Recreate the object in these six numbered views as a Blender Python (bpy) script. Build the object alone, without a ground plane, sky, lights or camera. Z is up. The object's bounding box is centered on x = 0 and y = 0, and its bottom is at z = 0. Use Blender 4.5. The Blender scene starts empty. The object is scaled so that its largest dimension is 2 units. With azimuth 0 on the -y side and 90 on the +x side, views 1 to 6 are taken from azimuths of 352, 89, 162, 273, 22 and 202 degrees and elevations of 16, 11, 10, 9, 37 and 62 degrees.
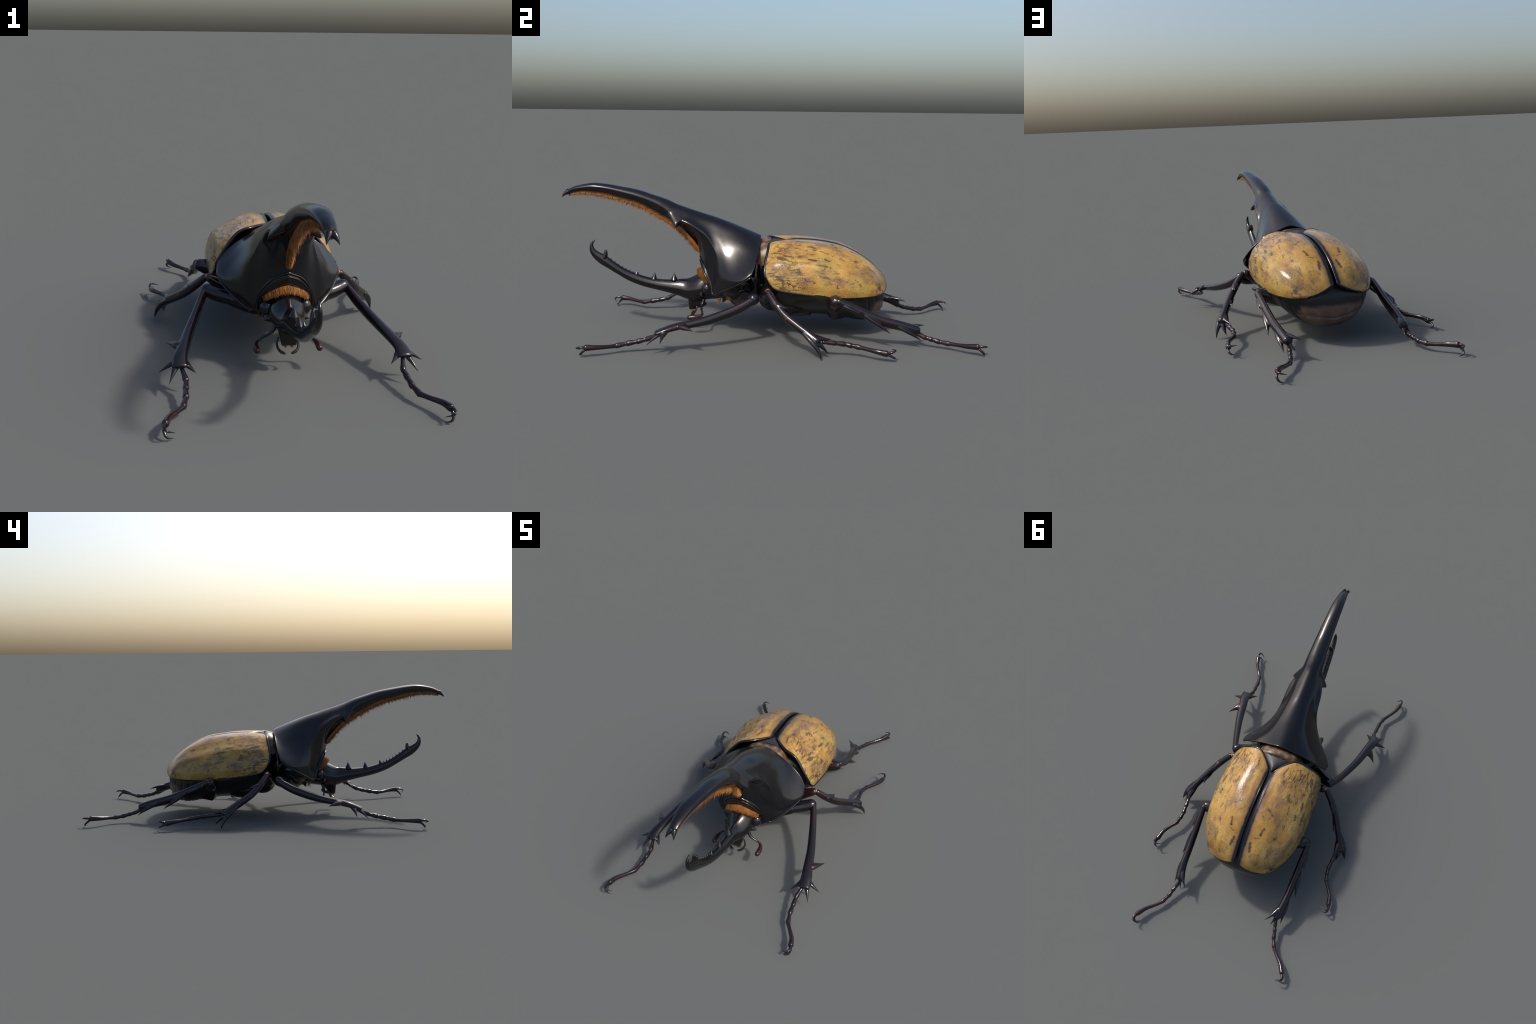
import bpy, bmesh, math, random
import numpy as np
from mathutils import Vector

rng = np.random.default_rng(7)
COL = bpy.context.scene.collection

# ------------------------------------------------------------------ helpers
def A(*p):
    return np.array(p, dtype=float)

def catmull(P, n, closed=False):
    """Smooth dense polyline through control points P (k x d); n steps per span."""
    P = np.asarray(P, float)
    k = len(P)
    if closed:
        Q = np.vstack([P[-1:], P, P[:2]]); spans = k
    else:
        Q = np.vstack([2 * P[0] - P[1], P, 2 * P[-1] - P[-2]]); spans = k - 1
    out = []
    for i in range(spans):
        p0, p1, p2, p3 = Q[i], Q[i + 1], Q[i + 2], Q[i + 3]
        for j in range(n):
            t = j / n
            out.append(.5 * (2 * p1 + (p2 - p0) * t + (2 * p0 - 5 * p1 + 4 * p2 - p3) * t * t + (3 * p1 - p0 - 3 * p2 + p3) * t ** 3))
    if not closed:
        out.append(P[-1])
    return np.array(out)

def dense_net(net, nu, nv):
    """Upsample a net of control points (rows x cols x 3) both ways."""
    net = np.asarray(net, float)
    r, c, _ = net.shape
    a = np.stack([catmull(net[i], nv) for i in range(r)])
    b = np.stack([catmull(a[:, j], nu) for j in range(a.shape[1])], axis=1)
    return b

def new_obj(name, verts, faces, mat, parent=None, smooth=True, weld=0.0, kind=None, flip=False):
    me = bpy.data.meshes.new(name)
    me.from_pydata([tuple(map(float, v)) for v in verts], [], [tuple(map(int, f)) for f in faces])
    bm = bmesh.new(); bm.from_mesh(me)
    if weld:
        bmesh.ops.remove_doubles(bm, verts=bm.verts, dist=weld)
    bmesh.ops.recalc_face_normals(bm, faces=bm.faces)
    if flip:
        bmesh.ops.reverse_faces(bm, faces=bm.faces)
    bm.to_mesh(me); bm.free()
    for p in me.polygons:
        p.use_smooth = smooth
    me.materials.append(mat)
    ob = bpy.data.objects.new(name, me)
    COL.objects.link(ob)
    if parent:
        ob.parent = parent
    if kind:
        ob["kind"] = kind
    return ob

class Geo:
    """Collects several pieces into one vertex / face list."""
    def __init__(s):
        s.v, s.f = [], []
    def add(s, v, f):
        o = len(s.v)
        s.v.extend([tuple(x) for x in v]); s.f.extend([tuple(i + o for i in q) for q in f])
        return s
    def mirrored(s):
        g = Geo(); g.v = [(-x, y, z) for x, y, z in s.v]; g.f = [tuple(reversed(q)) for q in s.f]
        return g

def grid_faces(r, c, wrap=False):
    f = []
    for i in range(r - 1):
        for j in range(c if wrap else c - 1):
            k = (j + 1) % c
            f.append((i * c + j, i * c + k, (i + 1) * c + k, (i + 1) * c + j))
    return f

def frames(P, up=(0, 0, 1)):
    P = np.asarray(P); T = np.gradient(P, axis=0)
    T /= np.linalg.norm(T, axis=1)[:, None] + 1e-12
    up = np.asarray(up, float)
    S = np.cross(T, up); S /= np.linalg.norm(S, axis=1)[:, None] + 1e-9
    U = np.cross(S, T)
    return T, S, U

def tube(ctrl, radii, n=5, seg=14, up=(0, 0, 1), caps=True, pw=2.0):
    """Swept tube: ctrl k x 3, radii k or k x 2 (side, up). Returns verts, faces."""
    ctrl = np.asarray(ctrl, float); R = np.asarray(radii, float)
    if R.ndim == 1:
        R = np.stack([R, R], 1)
    P = catmull(ctrl, n); R = np.maximum(catmull(R, n), 2e-4)
    T, S, U = frames(P, up)
    a = np.linspace(0, 2 * math.pi, seg, endpoint=False)
    ca, sa = np.cos(a), np.sin(a)
    if pw != 2.0:
        ca, sa = np.sign(ca) * abs(ca) ** (2 / pw), np.sign(sa) * abs(sa) ** (2 / pw)
    V = []
    for i in range(len(P)):
        V += list(P[i] + np.outer(ca * R[i, 0], S[i]) + np.outer(sa * R[i, 1], U[i]))
    F = grid_faces(len(P), seg, True)
    if caps:
        for i, d in ((0, -1), (len(P) - 1, 1)):
            # a small rounded cap: one inset ring then a pole
            base = i * seg; o = len(V)
            m = R[i].min()
            V += list(P[i] + d * T[i] * m * .55 + np.outer(ca * R[i, 0] * .75, S[i]) + np.outer(sa * R[i, 1] * .75, U[i]))
            V.append(P[i] + d * T[i] * m * .85)
            for j in range(seg):
                k = (j + 1) % seg
                F.append((base + j, base + k, o + k, o + j)); F.append((o + j, o + k, o + seg))
    return V, F

def spike(base, tip, r, bend=(0, 0, 0), n=10, seg=10, flare=1.5, up=(0, 0, 1)):
    """Thorn with a flaring foot, from base to tip, bowed by bend in the middle."""
    base, tip, bend = A(*base), A(*tip), A(*bend)
    t = np.linspace(0, 1, n)
    P = base + np.outer(t, tip - base) + np.outer(4 * t * (1 - t), bend)
    R = r * ((1 - t) ** flare * .86 + .14 * (1 - t)) + .0008
    T, S, U = frames(P, up)
    a = np.linspace(0, 2 * math.pi, seg, endpoint=False)
    V = []
    for i in range(n):
        V += list(P[i] + R[i] * (np.outer(np.cos(a), S[i]) + np.outer(np.sin(a), U[i])))
    F = grid_faces(n, seg, True)
    V.append(P[-1] + T[-1] * .001); V.append(P[0])
    e = len(V)
    for j in range(seg):
        k = (j + 1) % seg
        F.append(((n - 1) * seg + j, (n - 1) * seg + k, e - 2)); F.append((k, j, e - 1))
    return V, F

def thorn(start, ctrl, tip, r0=.013, n=16, seg=12):
    """Thorn that leaves a limb gradually: runs along it, then bows out to a sharp tip."""
    s0, c0, t0 = A(*start), A(*ctrl), A(*tip)
    t = np.linspace(0, 1, n)[:, None]
    P = (1 - t) ** 2 * s0 + 2 * t * (1 - t) * c0 + t * t * t0
    R = r0 * np.interp(t[:, 0], [0, .35, .55, .75, 1], [.85, .85, .66, .42, .09])   # across
    W = r0 * np.interp(t[:, 0], [0, .25, .45, .60, .78, 1], [1.35, 1.35, 1.10, .72, .40, .08])   # webbed foot
    T, S, U = frames(P)
    a = np.linspace(0, 2 * math.pi, seg, endpoint=False)
    V = []
    for i in range(n):
        V += list(P[i] + np.outer(W[i] * np.cos(a), S[i]) + np.outer(R[i] * np.sin(a), U[i]))
    F = grid_faces(n, seg, True)
    V.append(P[-1] + T[-1] * .004); V.append(P[0]); e = len(V)
    for j in range(seg):
        k = (j + 1) % seg
        F.append(((n - 1) * seg + j, (n - 1) * seg + k, e - 2)); F.append((k, j, e - 1))
    return V, F

def ellipsoid(c, r, seg=24, rings=14, axes=None):
    c = A(*c); V = []; F = []
    M = np.eye(3) if axes is None else np.asarray(axes, float)
    for i in range(rings + 1):
        th = math.pi * i / rings
        for j in range(seg):
            ph = 2 * math.pi * j / seg
            d = A(r[0] * math.sin(th) * math.cos(ph), r[1] * math.sin(th) * math.sin(ph), r[2] * math.cos(th))
            V.append(c + d @ M)
    F = grid_faces(rings + 1, seg, True)
    return V, F

def hull(pts):
    """Convex plate spanned by a few corner points."""
    bm = bmesh.new()
    for p in pts: bm.verts.new(p)
    bmesh.ops.convex_hull(bm, input=bm.verts)
    for v in [v for v in bm.verts if not v.link_faces]: bm.verts.remove(v)
    bm.verts.index_update()
    V = [tuple(v.co) for v in bm.verts]; F = [tuple(v.index for v in f.verts) for f in bm.faces]; bm.free()
    return V, F

def blend(geo, voxel, smooth=2, name="tmp"):
    """Fuse overlapping pieces into one smooth skin (voxel remesh + smoothing)."""
    me = bpy.data.meshes.new(name)
    me.from_pydata([tuple(map(float, v)) for v in geo.v], [], geo.f)
    bm = bmesh.new(); bm.from_mesh(me)
    bmesh.ops.remove_doubles(bm, verts=bm.verts, dist=1e-6)
    bmesh.ops.recalc_face_normals(bm, faces=bm.faces); bm.to_mesh(me); bm.free()
    ob = bpy.data.objects.new(name, me); COL.objects.link(ob)
    m = ob.modifiers.new("r", 'REMESH'); m.mode = 'VOXEL'; m.voxel_size = voxel
    if smooth:
        s = ob.modifiers.new("s", 'SMOOTH'); s.factor = .5; s.iterations = smooth
    dg = bpy.context.evaluated_depsgraph_get()
    ev = bpy.data.meshes.new_from_object(ob.evaluated_get(dg))
    g = Geo(); g.v = [tuple(v.co) for v in ev.vertices]; g.f = [tuple(p.vertices) for p in ev.polygons]
    bpy.data.objects.remove(ob); bpy.data.meshes.remove(me); bpy.data.meshes.remove(ev)
    return g

# ------------------------------------------------------------------ materials
class Nodes:
    def __init__(s, name):
        s.m = bpy.data.materials.new(name); s.m.use_nodes = True
        s.t = s.m.node_tree; s.t.nodes.clear()
        s.out = s.t.nodes.new("ShaderNodeOutputMaterial")
        s.b = s.t.nodes.new("ShaderNodeBsdfPrincipled")
        s.t.links.new(s.b.outputs[0], s.out.inputs[0])
    def n(s, typ, **kw):
        x = s.t.nodes.new(typ)
        for k, v in kw.items():
            if k.startswith("i_"):
                x.inputs[k[2:].replace("_", " ")].default_value = v
            else:
                setattr(x, k, v)
        return x
    def l(s, a, b):
        s.t.links.new(a, b); return b
    def math(s, op, a, b=None, clamp=False):
        x = s.n("ShaderNodeMath", operation=op, use_clamp=clamp)
        for i, q in enumerate((a, b)):
            if q is None: continue
            if isinstance(q, (int, float)): x.inputs[i].default_value = q
            else: s.l(q, x.inputs[i])
        return x.outputs[0]
    def ramp(s, fac, stops, interp='LINEAR'):
        x = s.n("ShaderNodeValToRGB"); e = x.color_ramp.elements; x.color_ramp.interpolation = interp
        while len(e) < len(stops): e.new(.5)
        for q, (p, c) in zip(e, stops):
            q.position = p; q.color = (*c, 1) if len(c) == 3 else c
        s.l(fac, x.inputs[0]); return x.outputs[0]
    def step(s, v, lo, hi):
        x = s.n("ShaderNodeMapRange", interpolation_type='SMOOTHSTEP'); s.l(v, x.inputs[0])
        x.inputs[1].default_value = lo; x.inputs[2].default_value = hi
        return x.outputs[0]
    def mix(s, fac, a, b):
        x = s.n("ShaderNodeMix", data_type='RGBA')
        for i, q in ((0, fac), (6, a), (7, b)):
            if isinstance(q, (int, float)): x.inputs[i].default_value = q
            elif isinstance(q, tuple): x.inputs[i].default_value = (*q, 1)
            else: s.l(q, x.inputs[i])
        return x.outputs[2]
    def coord(s, scale=(1, 1, 1), mirror=False, rot=(0, 0, 0)):
        c = s.n("ShaderNodeTexCoord").outputs["Object"]
        if mirror:
            sp = s.n("ShaderNodeSeparateXYZ"); s.l(c, sp.inputs[0])
            cb = s.n("ShaderNodeCombineXYZ"); s.l(s.math('ABSOLUTE', sp.outputs[0]), cb.inputs[0])
            s.l(sp.outputs[1], cb.inputs[1]); s.l(sp.outputs[2], cb.inputs[2]); c = cb.outputs[0]
        mp = s.n("ShaderNodeMapping"); mp.inputs["Scale"].default_value = scale; mp.inputs["Rotation"].default_value = rot
        s.l(c, mp.inputs[0]); return mp.outputs[0]
    def noise(s, vec, scale, detail=4, rough=.55, dist=0):
        x = s.n("ShaderNodeTexNoise"); s.l(vec, x.inputs["Vector"])
        x.inputs["Scale"].default_value = scale; x.inputs["Detail"].default_value = detail
        x.inputs["Roughness"].default_value = rough; x.inputs["Distortion"].default_value = dist
        return x.outputs[0]
    def bump(s, h, strength, dist):
        x = s.n("ShaderNodeBump"); x.inputs["Strength"].default_value = strength; x.inputs["Distance"].default_value = dist
        s.l(h, x.inputs["Height"]); s.l(x.outputs[0], s.b.inputs["Normal"])

def chitin(name, base, tint, tint_amt, rough, scale=9.0, bump=.05):
    k = Nodes(name); c = k.coord(mirror=True)
    f = k.noise(c, scale, 4)
    m = k.step(f, .45, .72)
    m = k.math('MULTIPLY', m, tint_amt)
    k.l(k.mix(m, base, tint), k.b.inputs["Base Color"])
    g = k.noise(c, 60, 3)
    r = k.n("ShaderNodeMapRange"); k.l(g, r.inputs[0]); r.inputs[3].default_value = rough - .05; r.inputs[4].default_value = rough + .07
    k.l(r.outputs[0], k.b.inputs["Roughness"])
    k.b.inputs["IOR"].default_value = 1.5
    k.bump(k.noise(c, 140, 3), bump, .002)
    return k.m

BLACK = chitin("black_chitin", (.005, .005, .006), (.012, .009, .008), .6, .15)
HORN = chitin("horn_chitin", (.005, .005, .0065), (.010, .008, .008), .6, .17, bump=.02)
LEG = chitin("leg_chitin", (.008, .007, .009), (.024, .006, .006), .7, .16, scale=11)
TARSUS = chitin("tarsus_chitin", (.010, .007, .008), (.034, .007, .007), .8, .16, scale=16)
CLUB = chitin("antenna_club_chitin", (.022, .007, .007), (.075, .014, .013), .8, .3, scale=30)
EYE = chitin("eye_gloss", (.010, .009, .012), (.016, .010, .009), .5, .12)
MEMBRANE = chitin("joint_membrane", (.34, .13, .015), (.20, .03, .010), .9, .35, scale=30)
SCUT = chitin("scutellum_chitin", (.020, .020, .022), (.030, .028, .027), .7, .46)
BELLY = chitin("belly_chitin", (.009, .009, .010), (.022, .016, .012), .8, .30, scale=18, bump=.2)

def tan_material():
    k = Nodes("tan_collar"); c = k.coord(mirror=True)
    f = k.noise(c, 34, 5)
    k.l(k.ramp(f, [(.34, (.022, .013, .009)), (.50, (.11, .062, .025)), (.64, (.19, .122, .066)), (.8, (.17, .09, .018))]), k.b.inputs["Base Color"])
    k.b.inputs["Roughness"].default_value = .38
    k.bump(f, .3, .004)
    return k.m
TAN = tan_material()

def pygidium_material():
    k = Nodes("brown_pygidium"); c = k.coord(mirror=True)
    sp = k.n("ShaderNodeSeparateXYZ"); k.l(c, sp.inputs[0])
    f = k.noise(c, 14, 5); g = k.noise(c, 130, 3)
    col = k.ramp(f, [(.3, (.075, .047, .034)), (.52, (.135, .088, .066)), (.7, (.165, .112, .085))])
    col = k.mix(k.math('MULTIPLY', k.step(g, .5, .75), .4), col, (.03, .018, .014))
    # the plate is black towards its upper rim and towards the front of the belly
    wob = k.math('MULTIPLY', k.math('SUBTRACT', f, .5), .05)
    up = k.step(k.math('ADD', sp.outputs[2], wob), .170, .198)
    fore = k.step(k.math('ADD', k.math('SUBTRACT', sp.outputs[1], k.math('MULTIPLY', sp.outputs[2], .45)), wob), .455, .425)
    k.l(k.mix(k.math('MAXIMUM', up, fore), col, (.007, .007, .008)), k.b.inputs["Base Color"])
    k.b.inputs["Roughness"].default_value = .36
    k.bump(g, .15, .003)
    return k.m
PYGID = pygidium_material()

def hair_material():
    k = Nodes("orange_hair"); c = k.coord()
    f = k.noise(c, 45, 3)
    k.l(k.ramp(f, [(.3, (.15, .047, .006)), (.52, (.31, .118, .014)), (.75, (.42, .175, .024))]), k.b.inputs["Base Color"])
    k.b.inputs["Roughness"].default_value = .6
    return k.m
HAIR = hair_material()

def hair_base_material():
    k = Nodes("orange_hair_base"); c = k.coord((1, .25, 1))
    f = k.noise(c, 160, 3)
    k.l(k.ramp(f, [(.3, (.10, .03, .005)), (.6, (.28, .105, .013))]), k.b.inputs["Base Color"])
    k.b.inputs["Roughness"].default_value = .7
    return k.m
HAIRBASE = hair_base_material()

def wing_case_material():
    k = Nodes("mottled_ochre_wing_case")
    c = k.coord(mirror=True)
    sp = k.n("ShaderNodeSeparateXYZ"); k.l(c, sp.inputs[0])
    ax, y, zz = sp.outputs
    def warped(scale, amt):
        w = k.n("ShaderNodeTexNoise"); k.l(c, w.inputs["Vector"]); w.inputs["Scale"].default_value = scale; w.inputs["Detail"].default_value = 3
        o = k.n("ShaderNodeVectorMath", operation='MULTIPLY_ADD'); k.l(w.outputs["Color"], o.inputs[0])
        o.inputs[1].default_value = (amt,) * 3; o.inputs[2].default_value = (-amt / 2,) * 3
        a = k.n("ShaderNodeVectorMath", operation='ADD'); k.l(c, a.inputs[0]); k.l(o.outputs[0], a.inputs[1])
        return a.outputs[0]
    cw = warped(70, .020)
    # base hue: ochre, orange and dull gold clouds
    base = k.ramp(k.noise(c, 9, 5, .6), [(.28, (.29, .152, .036)), (.45, (.41, .230, .052)), (.58, (.48, .290, .072)), (.74, (.355, .228, .052))])
    # greenish gold patches on the flanks and rear
    ol = k.math('MULTIPLY', k.step(k.noise(c, 10, 3), .40, .60), k.step(ax, .13, .23))
    base = k.mix(k.math('MULTIPLY', ol, .6), base, (.295, .225, .060))
    # brown clouds, drawn out lengthwise
    cl = k.step(k.noise(k.coord((1, .45, 1), True), 11, 7, .68, .5), .47, .64)
    base = k.mix(k.math('MULTIPLY', cl, .66), base, (.165, .092, .040))
    # violet grey clouds
    vg = k.step(k.noise(k.coord((1.1, .5, 1), True), 15, 7, .68, .5), .52, .66)
    base = k.mix(k.math('MULTIPLY', vg, .60), base, (.105, .068, .072))
    # fine pepper grain
    pep = k.step(k.noise(c, 210, 3, .7), .47, .63)
    where = k.math('MAXIMUM', k.step(k.noise(c, 13, 4, .6), .36, .60), k.step(y, .05, -.01))
    base = k.mix(k.math('MULTIPLY', k.math('MULTIPLY', pep, where), .55), base, (.050, .030, .024))
    pale = k.step(k.noise(c, 150, 2), .60, .72)
    base = k.mix(k.math('MULTIPLY', pale, .22), base, (.50, .30, .07))
    # hair-thin wrinkled veins along the case, densest in front
    rid = k.math('ABSOLUTE', k.math('SUBTRACT', k.noise(k.coord((1, .26, 1), True, (0, 0, .1)), 26, 3, .55, .5), .5))
    v1 = k.math('MULTIPLY', k.step(rid, .030, .008), k.math('MULTIPLY', k.step(k.noise(c, 15, 3), .47, .58), k.step(y, .46, .22)))
    rid2 = k.math('ABSOLUTE', k.math('SUBTRACT', k.noise(k.coord((1, .22, 1), True, (0, 0, -.08)), 46, 3, .5, .4), .5))
    v2 = k.math('MULTIPLY', k.math('MULTIPLY', k.step(rid2, .05, .012), k.step(y, .24, .06)), k.step(k.noise(c, 22, 2), .42, .54))
    vein = k.math('MAXIMUM', k.math('MULTIPLY', v1, k.step(ax, .06, .14)), k.math('MULTIPLY', v2, k.step(ax, .08, .14)))
    base = k.mix(k.math('MULTIPLY', vein, .80), base, (.040, .022, .024))
    # blotchy streaks
    st = k.step(k.noise(k.coord((1, .30, 1), True), 26, 5, .62, .6), .565, .68)
    reg = k.math('MULTIPLY', k.step(k.noise(c, 9, 2), .42, .56), k.step(ax, .05, .11))
    base = k.mix(k.math('MULTIPLY', k.math('MULTIPLY', st, reg), .85), base, (.048, .026, .030))
    # single dark dabs at fixed places (mirror pair): from, to, half width
    total = None
    for a0, b0, w in DABS:
        a0, b0 = A(*a0), A(*b0); d = b0 - a0; L = np.linalg.norm(d); d /= L
        sub = k.n("ShaderNodeVectorMath", operation='SUBTRACT'); k.l(cw, sub.inputs[0]); sub.inputs[1].default_value = tuple(a0)
        dt = k.n("ShaderNodeVectorMath", operation='DOT_PRODUCT'); k.l(sub.outputs[0], dt.inputs[0]); dt.inputs[1].default_value = tuple(d)
        cl_ = k.n("ShaderNodeClamp"); k.l(dt.outputs["Value"], cl_.inputs[0]); cl_.inputs[1].default_value = 0; cl_.inputs[2].default_value = L
        near = k.n("ShaderNodeVectorMath", operation='SCALE'); near.inputs[0].default_value = tuple(d); k.l(cl_.outputs[0], near.inputs["Scale"])
        ds = k.n("ShaderNodeVectorMath", operation='DISTANCE'); k.l(sub.outputs[0], ds.inputs[0]); k.l(near.outputs[0], ds.inputs[1])
        m = k.step(ds.outputs["Value"], w * 1.45, w * .35)
        total = m if total is None else k.math('MAXIMUM', total, m)
    base = k.mix(k.math('MULTIPLY', total, .88), base, (.036, .022, .030))
    # black band beside the seam
    wob = k.math('ADD', ax, k.math('MULTIPLY', k.math('SUBTRACT', k.noise(c, 34, 5), .5), .014))
    base = k.mix(k.math('MULTIPLY', k.step(wob, .058, .024), .60), base, (.12, .060, .034))
    base = k.mix(k.step(wob, .031, .019), base, (.008, .009, .014))
    k.l(base, k.b.inputs["Base Color"])
    k.b.inputs["Roughness"].default_value = .15
    k.b.inputs["IOR"].default_value = 1.42
    h = k.math('ADD', k.noise(c, 260, 2), k.math('MULTIPLY', k.noise(k.coord((1, .35, 1), True), 60, 3), .5))
    k.bump(h, .20, .0035)
    return k.m

DABS = [
    ((.120, .340, .440), (.070, .307, .455), .0075),
    ((.089, .403, .420), (.079, .438, .402), .0060),
    ((.159, .303, .431), (.156, .380, .405), .0035),
    ((.156, .380, .405), (.154, .428, .380), .0075),
    ((.081, .059, .470), (.072, .100, .470), .0045),
    ((.073, .106, .470), (.092, .153, .467), .0030),
    ((.152, .129, .447), (.170, .187, .438), .0060),
    ((.170, .187, .438), (.184, .253, .424), .0055),
    ((.172, .278, .428), (.177, .300, .420), .0070),
    ((.185, .310, .420), (.192, .345, .405), .0055),
    ((.215, .190, .405), (.220, .222, .398), .0080),
    ((.206, .268, .402), (.208, .285, .396), .0070),
    ((.044, .480, .375), (.052, .515, .350), .0080),
    ((.059, .456, .392), (.087, .449, .395), .0030),
    ((.255, .010, .340), (.262, .070, .305), .0085),
    ((.262, .070, .305), (.263, .118, .285), .0040),
    ((.263, .118, .285), (.262, .120, .265), .0028),
    ((.263, .118, .285), (.264, .166, .275), .0028),
    ((.264, .115, .318), (.265, .181, .291), .0040),
    ((.262, .136, .339), (.264, .192, .319), .0055),
    ((.258, .324, .312), (.254, .352, .307), .0055),
    ((.252, .373, .299), (.247, .398, .292), .0045),
    ((.238, .409, .308), (.235, .421, .303), .0045),
    ((.238, .436, .283), (.237, .438, .278), .0080),
    ((.261, .322, .285), (.261, .326, .277), .0065),
    ((.238, .050, .395), (.243, .073, .385), .0050),
    ((.243, .192, .390), (.245, .215, .385), .0065),
    ((.214, .426, .345), (.212, .446, .338), .0070),
]
WING = wing_case_material()

# ------------------------------------------------------------------ the beetle
root = bpy.data.objects.new("horned_beetle", None)
root.empty_display_size = .1
COL.objects.link(root)
root["label"] = "giant horned beetle with mottled yellow wing cases and black legs"
root["category"] = "beetle"

def mirror_net(half):
    """half: rows of control points from the middle (x=0) outwards -> full rows."""
    full = []
    for row in half:
        row = np.asarray(row, float)
        left = row[:0:-1].copy(); left[:, 0] *= -1
        full.append(np.vstack([left, row]))
    return np.array(full)

# ---- pronotum with its forward horn: one skin lofted from back edge to horn tip.
# every row: middle of the back -> over the shoulder -> lower rim (later: horn underside)
rows = [
    [(0, -.037, .484), (.060, -.040, .466), (.110, -.046, .443), (.160, -.051, .416), (.207, -.061, .378), (.239, -.078, .335), (.237, -.084, .314)],
    [(0, -.097, .510), (.060, -.095, .491), (.112, -.095, .452), (.158, -.098, .407), (.203, -.102, .362), (.244, -.112, .312), (.234, -.130, .288)],
    [(0, -.170, .540), (.055, -.165, .522), (.098, -.158, .476), (.140, -.152, .416), (.182, -.150, .360), (.224, -.155, .302), (.214, -.166, .265)],
    [(0, -.250, .569), (.052, -.245, .548), (.090, -.228, .491), (.124, -.212, .430), (.160, -.202, .365), (.196, -.194, .296), (.180, -.212, .237)],
    [(0, -.300, .584), (.048, -.296, .562), (.080, -.280, .513), (.105, -.262, .460), (.140, -.236, .375), (.162, -.235, .280), (.126, -.264, .207)],
    [(0, -.345, .598), (.042, -.345, .580), (.073, -.333, .541), (.098, -.308, .503), (.105, -.273, .435), (.117, -.264, .340), (.109, -.276, .258)],
    [(0, -.385, .611), (.038, -.387, .597), (.067, -.382, .567), (.092, -.373, .540), (.077, -.326, .476), (.075, -.309, .400), (.062, -.313, .338)],
    [(0, -.420, .623), (.034, -.424, .611), (.060, -.425, .583), (.079, -.418, .553), (.0535, -.361, .510), (.036, -.338, .443), (0, -.335, .372)],
    [(0, -.450, .634), (.032, -.455, .623), (.053, -.460, .596), (.061, -.458, .566), (.0435, -.416, .538), (.028, -.378, .501), (0, -.348, .425)],
    [(0, -0.49, 0.651), (0.029, -0.493, 0.642), (0.047, -0.5, 0.619), (0.0449, -0.5, 0.592), (0.0318, -0.488, 0.568), (0.026, -0.46, 0.546), (0, -0.425, 0.517)],
    [(0, -0.56, 0.674), (0.026, -0.56, 0.667), (0.042, -0.56, 0.646), (0.0378, -0.557, 0.62), (0.0281, -0.552, 0.6), (0.022, -0.54, 0.592), (0, -0.532, 0.586)],
    [(0, -0.634, 0.697), (0.024, -0.634, 0.69), (0.038, -0.634, 0.672), (0.0343, -0.634, 0.653), (0.0252, -0.634, 0.64), (0.018, -0.63, 0.638), (0, -0.628, 0.636)],
    [(0, -0.72, 0.714), (0.022, -0.72, 0.708), (0.034, -0.72, 0.693), (0.0308, -0.72, 0.676), (0.0222, -0.72, 0.663), (0.016, -0.72, 0.664), (0, -0.72, 0.665)],
    [(0, -0.791, 0.726), (0.021, -0.791, 0.72), (0.031, -0.79, 0.707), (0.0282, -0.79, 0.692), (0.0207, -0.79, 0.681), (0.015, -0.79, 0.683), (0, -0.79, 0.684)],
    [(0, -0.856, 0.73), (0.019, -0.855, 0.725), (0.028, -0.853, 0.713), (0.0255, -0.851, 0.699), (0.0185, -0.85, 0.688), (0.013, -0.85, 0.69), (0, -0.85, 0.692)],
    [(0, -0.915, 0.72), (0.016, -0.914, 0.716), (0.023, -0.912, 0.707), (0.0211, -0.91, 0.698), (0.0155, -0.908, 0.69), (0.011, -0.908, 0.692), (0, -0.908, 0.693)],
    [(0, -0.957, 0.707), (0.013, -0.956, 0.703), (0.019, -0.954, 0.697), (0.0176, -0.951, 0.69), (0.0133, -0.949, 0.684), (0.009, -0.949, 0.686), (0, -0.949, 0.686)],
    [(0, -0.984, 0.691), (0.01, -0.984, 0.688), (0.016, -0.983, 0.684), (0.0158, -0.982, 0.68), (0.0118, -0.98, 0.676), (0.008, -0.978, 0.676), (0, -0.977, 0.676)],
]
net = mirror_net(rows)
D = dense_net(net, 11, 7)
slim = np.clip((-D[..., 1] - .44) / .08, 0, 1) * np.clip((1.0 + D[..., 1]) / .06, 0, 1)
D[..., 0] *= 1 + .09 * slim; D[..., 2] += .0035 * slim * np.clip((.78 - D[..., 2]) / .08, .3, 1)
for s_ in (1, -1):  # draw a pointed flange out of each side of the horn
    root_p, tip_p = A(s_ * .060, -.450, .566), A(s_ * .1005, -.4395, .528)
    w = np.clip(1 - np.linalg.norm((D - root_p) * A(1.5, .8, 1), axis=2) / .040, 0, 1) ** 1.35
    D += w[..., None] * (tip_p - root_p)
R, C, _ = D.shape
verts = D.reshape(-1, 3).tolist()
faces = grid_faces(R, C)
# closed, forked tip
tipc = len(verts); verts.append((0, -.990, .682))
for j in range(C - 1):
    faces.append(((R - 1) * C + j, (R - 1) * C + j + 1, tipc))
skin = new_obj("pronotum", verts, faces, HORN, root, weld=1e-5)

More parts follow.
